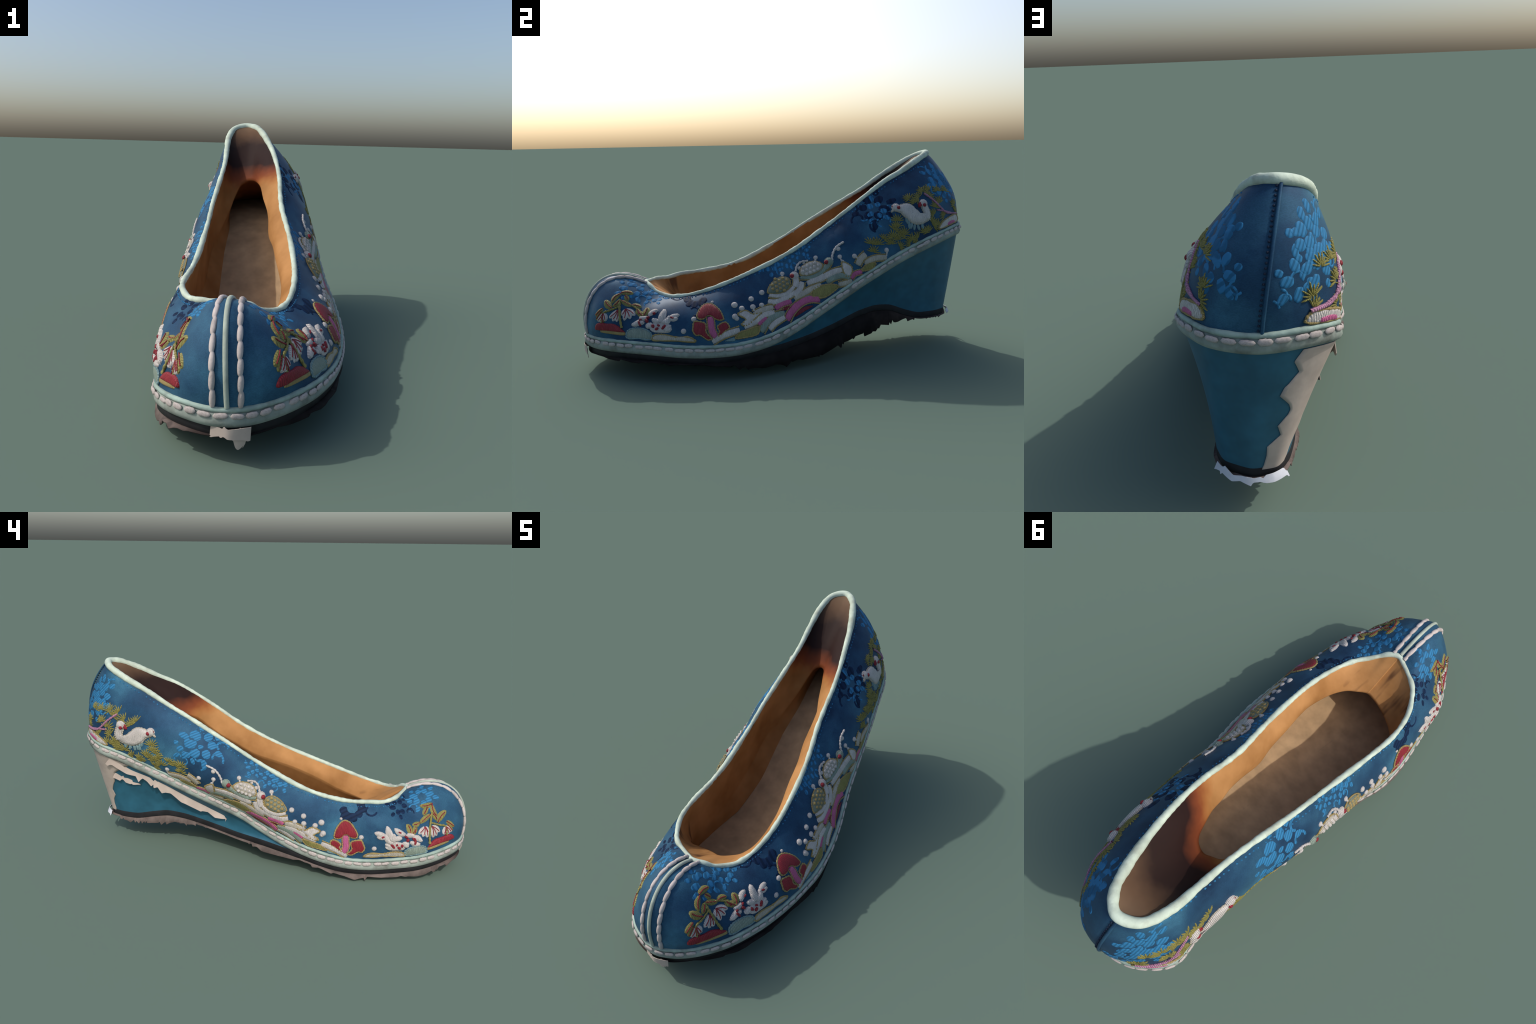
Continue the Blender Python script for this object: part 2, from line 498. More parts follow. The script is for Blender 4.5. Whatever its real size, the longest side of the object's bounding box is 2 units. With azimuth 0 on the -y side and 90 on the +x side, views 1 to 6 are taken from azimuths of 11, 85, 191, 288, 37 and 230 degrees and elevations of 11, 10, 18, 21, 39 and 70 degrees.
# ---- scraps of pale backing stuck to the inner side of the wedge
def wedge_point(k, s):
    g = np.stack([np.interp(k, KW, G[:, i]) for i in range(3)], -1)
    b0 = welt_curve(k) - outward(k) * .004 - Z * (depth - .004)
    back = np.exp(-((k - HK) / 3.0) ** 2)
    sw = (-.022 + .026 * back - .020 * np.exp(-((k - 26.5) / 2.5) ** 2)) * np.sin(np.pi * s) * np.clip((b0 - g)[..., 2] / .35, 0, 1)
    return b0 * (1 - s)[..., None] + g * s[..., None] + outward(k) * sw[..., None]
r3 = np.random.default_rng(3)
ns = 60
sv = np.linspace(.02, 1.04, ns)
kL = np.interp(sv, [0, .1, .3, .5, .7, 1], [20.3, 20.0, 19.75, 20.15, 19.9, 19.55]) + .28 * np.interp(np.arange(ns), np.arange(0, ns + 5, 5), r3.uniform(-1, 1, 13))
kR = np.interp(sv, [0, .2, .5, 1], [22.4, 21.7, 21.3, 20.8]) + .12 * np.interp(np.arange(ns), np.arange(0, ns + 5, 5), r3.uniform(-1, 1, 13))
rows = []
for f in np.linspace(0, 1, 14):
    k = kL * (1 - f) + kR * f
    rows.append(wedge_point(k, sv) + outward(k) * .003)
shell_strip('pale_scrap', rows, False, M_scrap, shoe, .002)

def ragged_strip(name, pts, width, tooth, seed, n=90, facing=(-1, 0, .25)):
    r4 = np.random.default_rng(seed)
    C = closed_spline(np.vstack([pts, pts[-1:], pts[:1]]))(np.linspace(0, len(pts) - 1, n))
    T = np.gradient(C, axis=0); T /= np.linalg.norm(T, axis=1, keepdims=True)
    S = np.cross(np.array(facing, float), T); S /= np.linalg.norm(S, axis=1, keepdims=True)
    t = np.linspace(0, 1, n)
    kn = np.sort(r4.uniform(0, 1, n // 4))
    e1, e2 = [np.interp(t, kn, r4.uniform(-1, 1, len(kn))) for _ in range(2)]
    w = np.interp(t, np.linspace(0, 1, len(width)), width)
    return shell_strip(name, [C + S * (w * .5 + e1 * tooth)[:, None], C, C - S * (w * .5 + e2 * tooth)[:, None]], False, M_scrap, shoe, .002, False)
def on_wedge(ks, lift):
    k, q = np.array(ks, float).T
    return wedge_point(k, q) + outward(k) * lift
ragged_strip('pale_scrap', on_wedge([(21.4, .05), (22.3, .13), (23.2, .13), (24., .16), (25., .26), (26., .36), (26.9, .46)], .007), [.035, .06, .03, .05, .05, .045, .02], .016, 5)
ragged_strip('pale_scrap', on_wedge([(22.8, .36), (22.2, .34), (21.5, .31)], .005), [.008, .02, .035], .008, 6, 40)
ragged_strip('pale_scrap', np.array([(.050, -.984, .112), (.105, -.998, .108), (.165, -.975, .105)]), [.035, .035, .04], .008, 8, 40, (0, -1, 0))
ragged_strip('pale_scrap', np.array([(.115, -.985, .100), (.135, -.982, .084), (.150, -.975, .076)]), [.05, .045, .02], .012, 9, 24, (0, -1, 0))
M_frost = cloth('frayed_lining', (.50, .52, .56), .15, .8, 40, .3)
for sd, pts, w in ((11, [(-.035, .900, .158), (-.09, .932, .152), (-.155, .942, .150), (-.215, .924, .150), (-.248, .885, .150)], [.02, .02, .018, .022, .016]),):
    ob = ragged_strip('frayed_edge', np.array(pts), w, .008, sd, 60, (0, 1, .4)); ob.data.materials[0] = M_frost

# ---- welt stitches
def stitch_mesh():
    V, F, m, L = [], [], 10, 9
    for i in range(L):
        t = -1 + 2 * i / (L - 1)
        rr = max(.02, (1 - abs(t) ** 4)) ** .5
        for j in range(m):
            th = 2 * math.pi * j / m
            V.append((t * .5, rr * math.cos(th) * .5, rr * math.sin(th) * .5 * (1 + .08 * math.sin(9 * t + th))))
    for i in range(L - 1):
        F += [(i*m + j, i*m + (j+1) % m, (i+1)*m + (j+1) % m, (i+1)*m + j) for j in range(m)]
    F += [tuple(range(m))[::-1], tuple((L-1)*m + j for j in range(m))]
    return V, F
SV, SF = stitch_mesh()
proto = new_mesh('welt_stitch', SV, [f[::-1] for f in SF], M_stitch, True, shoe)
fineK = np.linspace(0, NS, 4000)
fl = welt_curve(fineK); arc = np.r_[0, np.cumsum(np.linalg.norm(np.diff(fl, axis=0), axis=1))]
NST = 104
r5 = np.random.default_rng(17)
for i in range(NST):
    a0 = (i + .5 + r5.uniform(-.12, .12)) / NST * arc[-1]
    k = np.array(np.interp(a0, arc, fineK))
    c = welt_curve(k); o = outward(k); t = welt_curve(k + .06) - welt_curve(k - .06); t /= np.linalg.norm(t)
    t = t + np.array([0, 0, r5.uniform(-.10, .10)]); t /= np.linalg.norm(t)
    up = np.cross(o, t); up /= np.linalg.norm(up)
    if up[2] < 0: up = -up
    oo = np.cross(t, up)
    p = c + o * .0125 - Z * (.0135 + r5.uniform(-.002, .002))
    ob = proto if i == 0 else proto.copy()
    if i:
        bpy.context.scene.collection.objects.link(ob)
    sc = (arc[-1] / NST * r5.uniform(.84, 1.0), .011 * r5.uniform(.85, 1.15), .018 * r5.uniform(.85, 1.2))
    M = Matrix(((t[0], oo[0], up[0], p[0]), (t[1], oo[1], up[1], p[1]), (t[2], oo[2], up[2], p[2]), (0, 0, 0, 1)))
    ob.matrix_world = M @ Matrix.Diagonal((*sc, 1))

# ---------------------------------------------------------------- embroidery
# Every motif is laid out in upper coordinates (station, height fraction) and
# sewn on both sides of the shoe, mirrored.
def on_skin(p, lift=0.0):
    hit, nrm, idx, d = UPPER_BVH.find_nearest(Vector(p))
    return np.array(hit) + np.array(nrm) * lift, np.array(nrm)

class Side:
    def __init__(self, sign):
        self.sign = sign
    def p(self, ks):
        k, q = ks
        if self.sign < 0:       # the inner side is sewn a little further back and lower
            q = max(.0, q - .035 * math.sin(math.pi * q))
            k = NS - k - float(np.interp(k, [0, 2.3, 4.3, 6, 9, 12, 15, 17, 19], [.1, .22, .62, .9, .85, .68, .56, .40, 0]))
        return upper_point(np.array(float(k)), np.array(float(q)))

def through(pts, n, closed=False):
    """smooth curve through 3D points, n samples"""
    P = np.asarray(pts, float)
    m = len(P)
    if closed:
        return closed_spline(P)(np.linspace(0, m, n, endpoint=False))
    if m == 2:
        return P[0] + (P[1] - P[0]) * np.linspace(0, 1, n)[:, None]
    Q = np.vstack([2*P[0] - P[1], P, 2*P[-1] - P[-2], 2*P[-1] - P[-2] + (P[-1] - P[-2])])
    return closed_spline(Q)(np.linspace(1, m, n))

class Builder:
    """collects pieces of one mesh"""
    def __init__(self):
        self.v, self.f = [], []
    def add(self, V, F):
        o = len(self.v)
        self.v += [tuple(v) for v in V]
        self.f += [tuple(o + i for i in f) for f in F]
    def done(self, name, mat, parent, stuff=False):
        ob = new_mesh(name, self.v, self.f, mat, True, parent)
        if stuff:
            ob['kind'] = 'stuff'
        return ob

def snapped(P, H):
    out = []
    for p, h in zip(P.reshape(-1, 3), np.broadcast_to(H, P.shape[:-1]).reshape(-1)):
        q, _ = on_skin(p, h)
        out.append(q)
    return out

def geo_ribbon(C, width, height, across=7, flat=False):
    """padded satin-stitch band along the curve C; width scalar or per point"""
    C = np.asarray(C); n = len(C)
    wid = np.broadcast_to(width, (n,))
    T = np.gradient(C, axis=0)
    V, H = np.zeros((n, across, 3)), np.zeros((n, across))
    u = np.linspace(-1, 1, across)
    for i in range(n):
        _, nr = on_skin(C[i])
        side = np.cross(nr, T[i]); side /= np.linalg.norm(side) + 1e-12
        V[i] = C[i] + side * (u * wid[i] * .5)[:, None]
        H[i] = -.003 + (height + .003) * np.clip(1.25 * (1 - np.abs(u) ** 3.0), 0, 1)
    if flat:
        H[:] = height; H[:, 0] = H[:, -1] = -.001
    H[0] = -.002; H[-1] = -.002
    return snapped(V, H), grid_faces(n, across, False)

def geo_patch(C, height, rings=6):
    """padded area bounded by the closed curve C"""
    C = np.asarray(C); n = len(C)
    ctr = C.mean(0)
    fr = [1, .97, .86, .6, .3, .02][:rings]
    hs = [-.003, .55, .9, 1, 1.05, 1.05]
    V = np.stack([ctr + (C - ctr) * f for f in fr], 1)
    H = np.stack([np.full(n, -.003 if h < 0 else height * h) for h in hs], 1)
    return snapped(V, H), grid_faces(n, len(fr), True)

def geo_leaf(a, b, width, height, bend=0.0, n=9, flat=False):
    t = np.linspace(0, 1, n)
    C = a + (b - a) * t[:, None]
    _, nr = on_skin((a + b) / 2)
    side = np.cross(nr, b - a)
    C = C + side * (bend * np.sin(np.pi * t))[:, None]
    w = width * (np.sin(np.pi * (t * .86 + .09)) ** .8) * np.where(t > .93, .35, 1)
    return geo_ribbon(C, w, height, 7 if flat else 5, flat)

def geo_bead(c, r, height=.8):
    q, nr = on_skin(c)
    a = np.cross(nr, [0, 0, 1.]); a /= np.linalg.norm(a) + 1e-9
    b = np.cross(nr, a)
    V, F, m = [], [], 10
    for lat in (0, .35, .7, 1.05, 1.4):
        for j in range(m):
            th = 2 * np.pi * j / m
            V.append(q + r * math.cos(lat) * (math.cos(th) * a + math.sin(th) * b) + nr * (r * height * math.sin(lat) - .002))
    for i in range(4):
        F += [(i*m + j, i*m + (j+1) % m, (i+1)*m + (j+1) % m, (i+1)*m + j) for j in range(m)]
    F.append(tuple(4*m + j for j in range(m)))
    F = [f[::-1] for f in F]
    return V, F

def geo_cord(C, r, sides=6, twist=0.0):
    """couched cord lying on the skin"""
    C = np.asarray(C); n = len(C)
    Q = np.array([on_skin(p, r * .55)[0] for p in C])
    Nn = np.array([on_skin(p)[1] for p in C])
    T = np.gradient(Q, axis=0); T /= np.linalg.norm(T, axis=1, keepdims=True) + 1e-12
    A = np.cross(T, Nn)
    L = np.r_[0, np.cumsum(np.linalg.norm(np.diff(Q, axis=0), axis=1))]
    rr = r * (1 + twist * np.sin(L / (r * 3.2) * 2 * np.pi))
    th = np.linspace(0, 2*np.pi, sides, endpoint=False)
    V = Q[:, None] + rr[:, None, None] * (np.cos(th)[None, :, None] * A[:, None] + np.sin(th)[None, :, None] * Nn[:, None])
    F = grid_faces(n, sides, False)
    F += [((i*sides + sides-1), ((i+1)*sides + sides-1), ((i+1)*sides), (i*sides)) for i in range(n-1)]
    return V.reshape(-1, 3), F

def thread(name, c, var=.18, stripe=55, depth=.6):
    """satin-stitch thread: fine parallel strands"""
    m, nt, b = material(name, c, .55, 0, .3)
    v = coords(nt)
    w = nt.nodes.new('ShaderNodeTexWave'); w.bands_direction = 'Y'
    w.inputs['Scale'].default_value = stripe; w.inputs['Distortion'].default_value = 3
    w.inputs['Detail'].default_value = 2; w.inputs['Detail Scale'].default_value = 2
    nt.links.new(v, w.inputs['Vector'])
    lo = tuple(x * (1 - var * 1.5) for x in c); hi = tuple(min(1, x * (1 + var)) for x in c)
    s = ramp(nt, w.outputs['Fac'], [(.1, lo), (.7, hi)])
    s = mix(nt, .5, s, ramp(nt, noise(nt, v, 30, 4), [(.3, (.7, .7, .7)), (.7, (1.15, 1.15, 1.15))]), 'MULTIPLY')
    nt.links.new(s, b.inputs['Base Color'])
    bump(nt, b, w.outputs['Fac'], depth, .003)
    return m

T_white = thread('white_thread', (.47, .44, .415))  # white dimmed a little towards the baked shadow on the outer side
T_ivory = thread('ivory_thread', (.38, .35, .29))
T_sage = thread('sage_thread', (.20, .255, .215))  # base colour darkened to match the bank seen in shade
T_olive = thread('olive_thread', (.215, .195, .060))
T_pine = thread('pine_thread', (.215, .195, .050), .25, 90)
T_pink = thread('pink_thread', (.43, .10, .22))
T_red = thread('red_thread', (.215, .016, .026))
T_deep = thread('crimson_thread', (.145, .012, .022))
T_gold = thread('gold_thread', (.33, .25, .10), .3, 120)
T_teal = thread('pale_teal_thread', (.15, .245, .26))
T_plum = thread('plum_thread', (.34, .16, .25))
T_grey = thread('bead_thread', (.50, .47, .45), .12, 90)
T_shell = thread('shell_thread', (.16, .19, .15), .25, 90)

def embroider(sd):
    S = sd.p
    def curve(pts, n=24, closed=False):
        return through([S(q) for q in pts], n, closed)
    def patch(name, pts, mat, h=.006, parent=shoe, edge=None, n=48):
        C = curve(pts, n, True)
        b = Builder(); b.add(*geo_patch(C, h)); ob = b.done(name, mat, parent)
        if edge:
            b = Builder(); b.add(*geo_cord(np.vstack([C, C[:2]]), .0042, 6, .35))
            b.done('couched_edge', edge, ob if parent is shoe else parent)
        return ob
    def ribbon(name, pts, w, mat, h=.006, parent=shoe, edge=T_gold, n=22):
        C = curve(pts, n)
        b = Builder(); b.add(*geo_ribbon(C, w * (1 - .35 * np.abs(np.linspace(-1, 1, n)) ** 4), h)); ob = b.done(name, mat, parent)
        if edge:
            b = Builder()
            T = np.gradient(C, axis=0)
            for sgn in (-1, 1):
                E = np.array([C[i] + sgn * np.cross(on_skin(C[i])[1], T[i]) / np.linalg.norm(T[i]) * w * .47 for i in range(n)])
                b.add(*geo_cord(through(E, n * 2), .0034, 5, .35))
            b.done('couched_edge', edge, ob if parent is shoe else parent)
        return ob
    def leaf(name, a, t, w, mat, rib=None, h=.005, parent=shoe, bend=0):
        A, B = S(a), S(t)
        b = Builder(); b.add(*geo_leaf(A, B, w, h, bend)); ob = b.done(name, mat, parent)
        if rib:
            b = Builder(); tt = np.linspace(.02, .8, 7)[:, None]
            _, nr = on_skin((A + B) / 2)
            C = A + (B - A) * tt + np.cross(nr, B - A) * (bend * np.sin(np.pi * tt))
            V, F = geo_cord(C, .0024)
            off = np.array([on_skin(v)[1] * .0045 for v in C]).repeat(6, 0)
            b.add(V + off, F); b.done('leaf_rib', rib, ob if parent is shoe else parent)
        return ob
    def bead(name, c, r, mat, parent=shoe):
        b = Builder(); b.add(*geo_bead(S(c), r)); return b.done(name, mat, parent)
    def cord(name, pts, r, mat, parent=shoe, n=26):
        b = Builder(); b.add(*geo_cord(curve(pts, n), r, 6, .25)); return b.done(name, mat, parent)
    r = np.random.default_rng(5)

    # red hillock with golden foot at the toe
    hill = patch('hillock', [(1.93, 0.107), (2.01, 0.167), (2.18, 0.197), (2.39, 0.201), (2.57, 0.214), (2.78, 0.191), (2.96, 0.147), (3.04, 0.127), (2.64, 0.117), (2.38, 0.114), (2.14, 0.104)], T_red, .008)
    ribbon('hillock_foot', [(2.17, 0.100), (2.49, 0.104), (2.77, 0.104), (3.09, 0.104)], .022, T_gold, .005, hill, None)
    # bamboo: stem, olive leaves, hanging white blossoms
    stem = cord('bamboo_stem', [(2.88, 0.174), (2.67, 0.318), (2.44, 0.465), (2.23, 0.555)], .006, T_olive)
    cord('bamboo_twig', [(2.44, 0.465), (2.28, 0.371), (2.15, 0.318), (2.22, 0.197)], .005, T_olive, stem)
    cord('bamboo_twig', [(2.27, 0.542), (2.52, 0.542), (2.73, 0.545), (3.17, 0.472), (3.40, 0.415)], .005, T_olive, stem)
    for a, t, w, bd in [((2.01, 0.629), (2.17, 0.458), .034, -.15), ((1.97, 0.629), (2.30, 0.719), .038, .12), ((2.17, 0.642), (2.46, 0.595), .032, 0), ((2.23, 0.555), (2.27, 0.431), .034, .1),
                    ((2.30, 0.411), (1.80, 0.465), .044, .1), ((2.04, 0.368), (1.84, 0.241), .032, 0), ((2.07, 0.324), (1.97, 0.204), .030, 0), ((2.28, 0.552), (2.72, 0.535), .034, 0),
                    ((2.67, 0.548), (3.04, 0.565), .034, .1), ((3.19, 0.428), (2.91, 0.535), .034, 0), ((3.40, 0.425), (3.24, 0.605), .042, -.1), ((3.35, 0.418), (3.03, 0.488), .036, 0), ((2.28, 0.201), (2.14, 0.314), .026, 0)]:
        leaf('bamboo_leaf', a, t, w, T_olive, T_red, bend=bd, parent=stem)
    for base, tips in [((2.64, 0.458), [(3.07, 0.398), (2.98, 0.324), (2.83, 0.281), (2.69, 0.344)]), ((2.48, 0.415), [(2.38, 0.274), (2.52, 0.241), (2.64, 0.241)]), ((2.15, 0.314), [(2.33, 0.221), (2.04, 0.197), (2.17, 0.191)])]:
        for t in tips:
            leaf('blossom_petal', base, t, .033, T_white, T_red, .006, stem, .08)
    # lily cluster
    lily = patch('lily_heart', [(3.80, 0.261), (3.90, 0.321), (4.16, 0.351), (4.43, 0.355), (4.58, 0.291), (4.56, 0.214), (4.27, 0.184), (3.96, 0.191)], T_white, .004)
    for a, t, w, bd in [((3.58, 0.438), (3.87, 0.582), .034, .1), ((4.22, 0.341), (4.14, 0.632), .040, .05), ((4.21, 0.341), (4.03, 0.495), .030, 0), ((4.16, 0.368), (3.79, 0.401), .032, .1), ((4.40, 0.455), (4.79, 0.532), .034, 0), ((4.45, 0.425), (4.76, 0.458), .028, 0),
                    ((4.22, 0.328), (4.48, 0.425), .030, .1), ((3.62, 0.418), (3.25, 0.381), .030, .1), ((3.40, 0.371), (3.12, 0.244), .034, .15), ((3.77, 0.328), (3.79, 0.221), .036, 0), ((4.38, 0.324), (4.42, 0.502), .032, 0), ((3.82, 0.237), (3.85, 0.334), .034, 0),
                    ((3.59, 0.314), (3.22, 0.227), .030, -.1), ((4.37, 0.217), (4.60, 0.268), .026, 0), ((4.34, 0.227), (4.56, 0.331), .026, 0)]:
        leaf('lily_petal', a, t, w, T_white, None, .008, lily, bd)
    for a, t, w in [((3.33, 0.328), (3.43, 0.358), .018), ((3.33, 0.324), (3.51, 0.244), .018), ((3.56, 0.371), (3.71, 0.324), .018), ((3.58, 0.385), (3.67, 0.425), .014), ((3.90, 0.301), (4.01, 0.247), .020), ((4.06, 0.217), (4.16, 0.264), .018), ((4.27, 0.237), (4.37, 0.328), .018),
                    ((4.45, 0.462), (4.61, 0.445), .016), ((3.72, 0.482), (3.83, 0.515), .013), ((4.19, 0.291), (4.08, 0.304), .014)]:
        leaf('lily_fleck', a, t, w, T_red, None, .0105, lily)
    # low banks along the welt
    patch('grassy_bank', [(3.17, 0.064), (3.12, 0.147), (3.28, 0.197), (3.53, 0.214), (3.83, 0.194), (3.98, 0.147), (4.01, 0.074), (3.61, 0.067)], T_sage, .006, edge=T_teal)
    patch('pale_bank', [(4.03, 0.074), (4.05, 0.127), (4.22, 0.157), (4.45, 0.161), (4.74, 0.140), (5.19, 0.147), (5.40, 0.087), (4.71, 0.087)], T_ivory, .006, edge=T_gold)
    # mushroom
    cap = patch('mushroom_cap', [(5.47, 0.498), (5.53, 0.582), (5.70, 0.679), (5.92, 0.702), (6.10, 0.666), (6.23, 0.605), (6.33, 0.535), (6.39, 0.462), (6.41, 0.385), (6.28, 0.378), (6.13, 0.415), (6.02, 0.465), (5.82, 0.475), (5.73, 0.438), (5.53, 0.441)], T_red, .009, edge=T_gold, n=64)
    ribbon('mushroom_stem', [(5.95, 0.462), (5.97, 0.358), (5.97, 0.261), (6.04, 0.167), (6.10, 0.134)], .036, T_pink, .008, cap, T_gold)
    patch('mushroom_lobe', [(5.36, 0.395), (5.58, 0.388), (5.76, 0.351), (5.78, 0.281), (5.76, 0.234), (5.84, 0.164), (5.95, 0.117), (5.82, 0.104), (5.68, 0.144), (5.55, 0.181), (5.42, 0.177), (5.31, 0.244), (5.32, 0.318)], T_red, .007, cap, T_gold)
    patch('mushroom_lobe', [(6.18, 0.284), (6.42, 0.338), (6.52, 0.318), (6.57, 0.247), (6.41, 0.211), (6.25, 0.161), (6.16, 0.151), (6.23, 0.217)], T_red, .007, cap, T_gold)
    # spray of droplets
    for c, q in [((5.34, 0.448), .013), ((4.98, 0.241), .013), ((6.10, 0.719), .008), ((6.91, 0.575), .016), ((7.15, 0.492), .014), ((6.84, 0.398), .015), ((6.89, 0.365), .012), ((7.60, 0.589), .014), ((8.07, 0.619), .014), ((7.57, 0.465), .014), ((7.90, 0.441), .013),
                 ((9.66, 0.679), .011), ((9.00, 0.746), .012), ((10.47, 0.666), .012), ((11.44, 0.438), .012), ((11.46, 0.351), .009), ((12.01, 0.311), .013), ((13.38, 0.134), .013), ((11.54, 0.555), .012), ((9.90, 0.709), .008)]:
        bead('droplet', c, q, T_grey)
    for pts in ([(8.96, 0.699), (8.98, 0.742)], [(10.39, 0.619), (10.45, 0.656)], [(13.27, 0.067), (13.38, 0.120)], [(11.44, 0.358), (11.42, 0.425)], [(7.56, 0.455), (7.57, 0.398)], [(12.02, 0.298), (12.09, 0.254)]):
        cord('droplet_stalk', pts, .0045, T_grey, n=6)
    # cloud banks and waves
    fish = patch('wave_crest', [(6.96, 0.421), (7.26, 0.445), (7.51, 0.358), (7.80, 0.348), (7.46, 0.278), (7.17, 0.234), (7.01, 0.261), (7.20, 0.318)], T_white, .006, edge=T_gold)
    for nm, pts, w, m in [
        ('cloud_band', [(7.51, 0.355), (7.90, 0.368), (8.28, 0.344)], .036, T_ivory),
        ('cloud_band', [(7.07, 0.221), (7.51, 0.251), (7.90, 0.291), (8.28, 0.268)], .036, T_white),
        ('wave_band', [(7.57, 0.194), (7.73, 0.227), (7.93, 0.251)], .027, T_pink),
        ('wave_band', [(7.59, 0.087), (7.80, 0.161), (8.14, 0.217), (8.58, 0.194)], .042, T_sage),
        ('cloud_band', [(7.88, 0.080), (8.12, 0.127), (8.54, 0.147)], .034, T_white),
        ('cloud_band', [(5.94, 0.070), (6.31, 0.147), (6.93, 0.197)], .036, T_white),
        ('wave_band', [(8.30, 0.311), (8.54, 0.331), (8.93, 0.294)], .034, T_pink),
        ('wave_band', [(8.53, 0.084), (8.80, 0.164), (9.22, 0.207), (9.61, 0.171), (9.98, 0.074)], .042, T_pink),
        ('cloud_band', [(9.04, 0.351), (9.37, 0.391), (9.55, 0.475)], .038, T_white),
        ('cloud_band', [(9.69, 0.411), (10.29, 0.344), (10.86, 0.304), (11.33, 0.247)], .040, T_white),
        ('cloud_band', [(9.03, 0.304), (9.45, 0.304), (9.84, 0.291), (10.26, 0.258)], .036, T_ivory),
        ('wave_band', [(10.47, 0.237), (10.81, 0.231), (11.28, 0.161), (11.47, 0.077)], .036, T_sage),
        ('cloud_band', [(10.91, 0.104), (11.16, 0.070), (11.52, 0.037)], .030, T_ivory),
        ('wave_band', [(11.49, 0.067), (11.71, 0.094), (12.05, 0.060)], .028, T_pink),
        ('cloud_band', [(11.96, 0.174), (12.20, 0.224), (12.49, 0.244)], .040, T_ivory),
        ('cloud_band', [(12.25, 0.140), (12.73, 0.127), (13.30, 0.043)], .036, T_ivory)]:
        ribbon(nm, pts, w, m)
    patch('olive_bank', [(6.73, 0.094), (6.89, 0.157), (7.17, 0.171), (7.59, 0.164), (7.49, 0.080), (7.05, 0.077)], T_olive, .006, edge=T_gold)
    patch('olive_bank', [(9.68, 0.217), (9.92, 0.271), (10.26, 0.237), (10.68, 0.157), (10.89, 0.084), (10.55, 0.060), (10.06, 0.080)], T_olive, .006, edge=T_gold)
    patch('olive_bank', [(12.02, 0.080), (12.36, 0.114), (12.72, 0.060), (12.49, 0.027)], T_olive, .006, edge=T_gold)
    patch('crimson_hollow', [(8.40, 0.268), (8.64, 0.274), (8.88, 0.244), (8.77, 0.207)], T_deep, .004)
    patch('crimson_hollow', [(8.83, 0.074), (9.04, 0.127), (9.37, 0.114), (9.63, 0.060), (9.32, 0.064)], T_deep, .004)
    patch('teal_bank', [(6.36, 0.070), (6.52, 0.097), (6.71, 0.100), (6.71, 0.060), (6.52, 0.060)], T_teal, .004)
    patch('teal_bank', [(9.22, 0.261), (9.42, 0.278), (9.68, 0.217), (9.48, 0.211)], T_teal, .004)
    patch('sail', [(11.42, 0.348), (11.70, 0.201), (11.54, 0.114), (11.33, 0.140)], T_white, .006, edge=T_gold)
    # two turtles riding the waves
    for pts, rim, body, neck, head, eye, whisk, ms, mb in [
        ([(8.27, 0.572), (8.38, 0.645), (8.62, 0.696), (8.93, 0.696), (9.14, 0.612), (9.11, 0.538), (8.92, 0.482), (8.61, 0.488)], [(8.25, 0.535), (8.58, 0.455), (8.95, 0.435), (9.22, 0.472)],
         [(8.15, 0.462), (8.40, 0.398), (8.82, 0.381), (9.22, 0.391)], [(9.22, 0.445), (9.34, 0.518), (9.38, 0.602)], (9.37, 0.615), (9.27, 0.622), [(9.47, 0.659), (9.61, 0.729), (9.81, 0.746), (10.10, 0.696)], T_shell, T_white),
        ([(9.59, 0.592), (9.72, 0.662), (10.00, 0.676), (10.39, 0.615), (10.61, 0.502), (10.48, 0.452), (10.10, 0.472), (9.69, 0.532)], [(9.53, 0.542), (9.97, 0.445), (10.47, 0.415), (10.78, 0.438)],
         [(9.82, 0.431), (10.18, 0.375), (10.52, 0.358)], [(10.61, 0.421), (10.84, 0.448), (10.94, 0.485)], (10.92, 0.478), (10.81, 0.488), [(11.07, 0.462), (11.20, 0.532), (11.50, 0.592), (11.89, 0.589)], T_ivory, T_sage)]:
        sh = patch('turtle_shell', pts, ms, .012, edge=T_gold)
        ribbon('turtle_rim', rim, .026, mb, .007, sh)
        ribbon('turtle_body', body, .034, T_white, .006, sh)
        ribbon('turtle_neck', neck, .036, mb, .008, sh)
        bead('turtle_head', head, .024, mb, sh)
        P0 = [S(q) for q in pts]; c0 = np.mean(P0, 0)
        cord('turtle_whisker', whisk, .0055, T_grey, sh)
        q, nr = on_skin(S(eye), .010)
        V, F = geo_bead(S(eye), .012, .8)
        b = Builder(); b.add([np.array(v) + nr * .013 for v in V], F); b.done('turtle_eye', T_red, sh)
        b = Builder()       # knotted scutes in rows
        e1 = P0[4] - P0[0]; L1 = np.linalg.norm(e1); e1 = e1 / L1
        nr = on_skin(c0)[1]; e2 = np.cross(nr, e1)
        for i in range(-4, 5):
            for j in range(-3, 4):
                d = e1 * (i + .5 * (j % 2)) * .0205 + e2 * j * .0185
                x, y = (d @ e1) / (L1 * .46), (d @ e2) / (L1 * .30)
                if x*x + y*y < 1:
                    V, F = geo_bead(c0 + d, .0088, .75); b.add([np.array(v) + nr * .012 for v in V], F)
        b.done('shell_knots', T_gold if ms is T_shell else T_white, sh, True)
    # pair of white birds
    body = patch('bird_body', [(14.51, 0.589), (14.74, 0.572), (15.00, 0.552), (15.21, 0.505), (15.35, 0.411), (15.53, 0.311), (15.82, 0.281), (15.81, 0.231), (15.48, 0.207), (15.03, 0.247), (14.76, 0.358), (14.64, 0.475), (14.50, 0.538)], T_white, .013, edge=T_ivory, n=56)
    ribbon('bird_neck', [(15.65, 0.227), (15.79, 0.301), (15.82, 0.418)], .040, T_white, .012, body, T_ivory)
    bead('bird_head', (15.84, 0.441), .024, T_white, body)
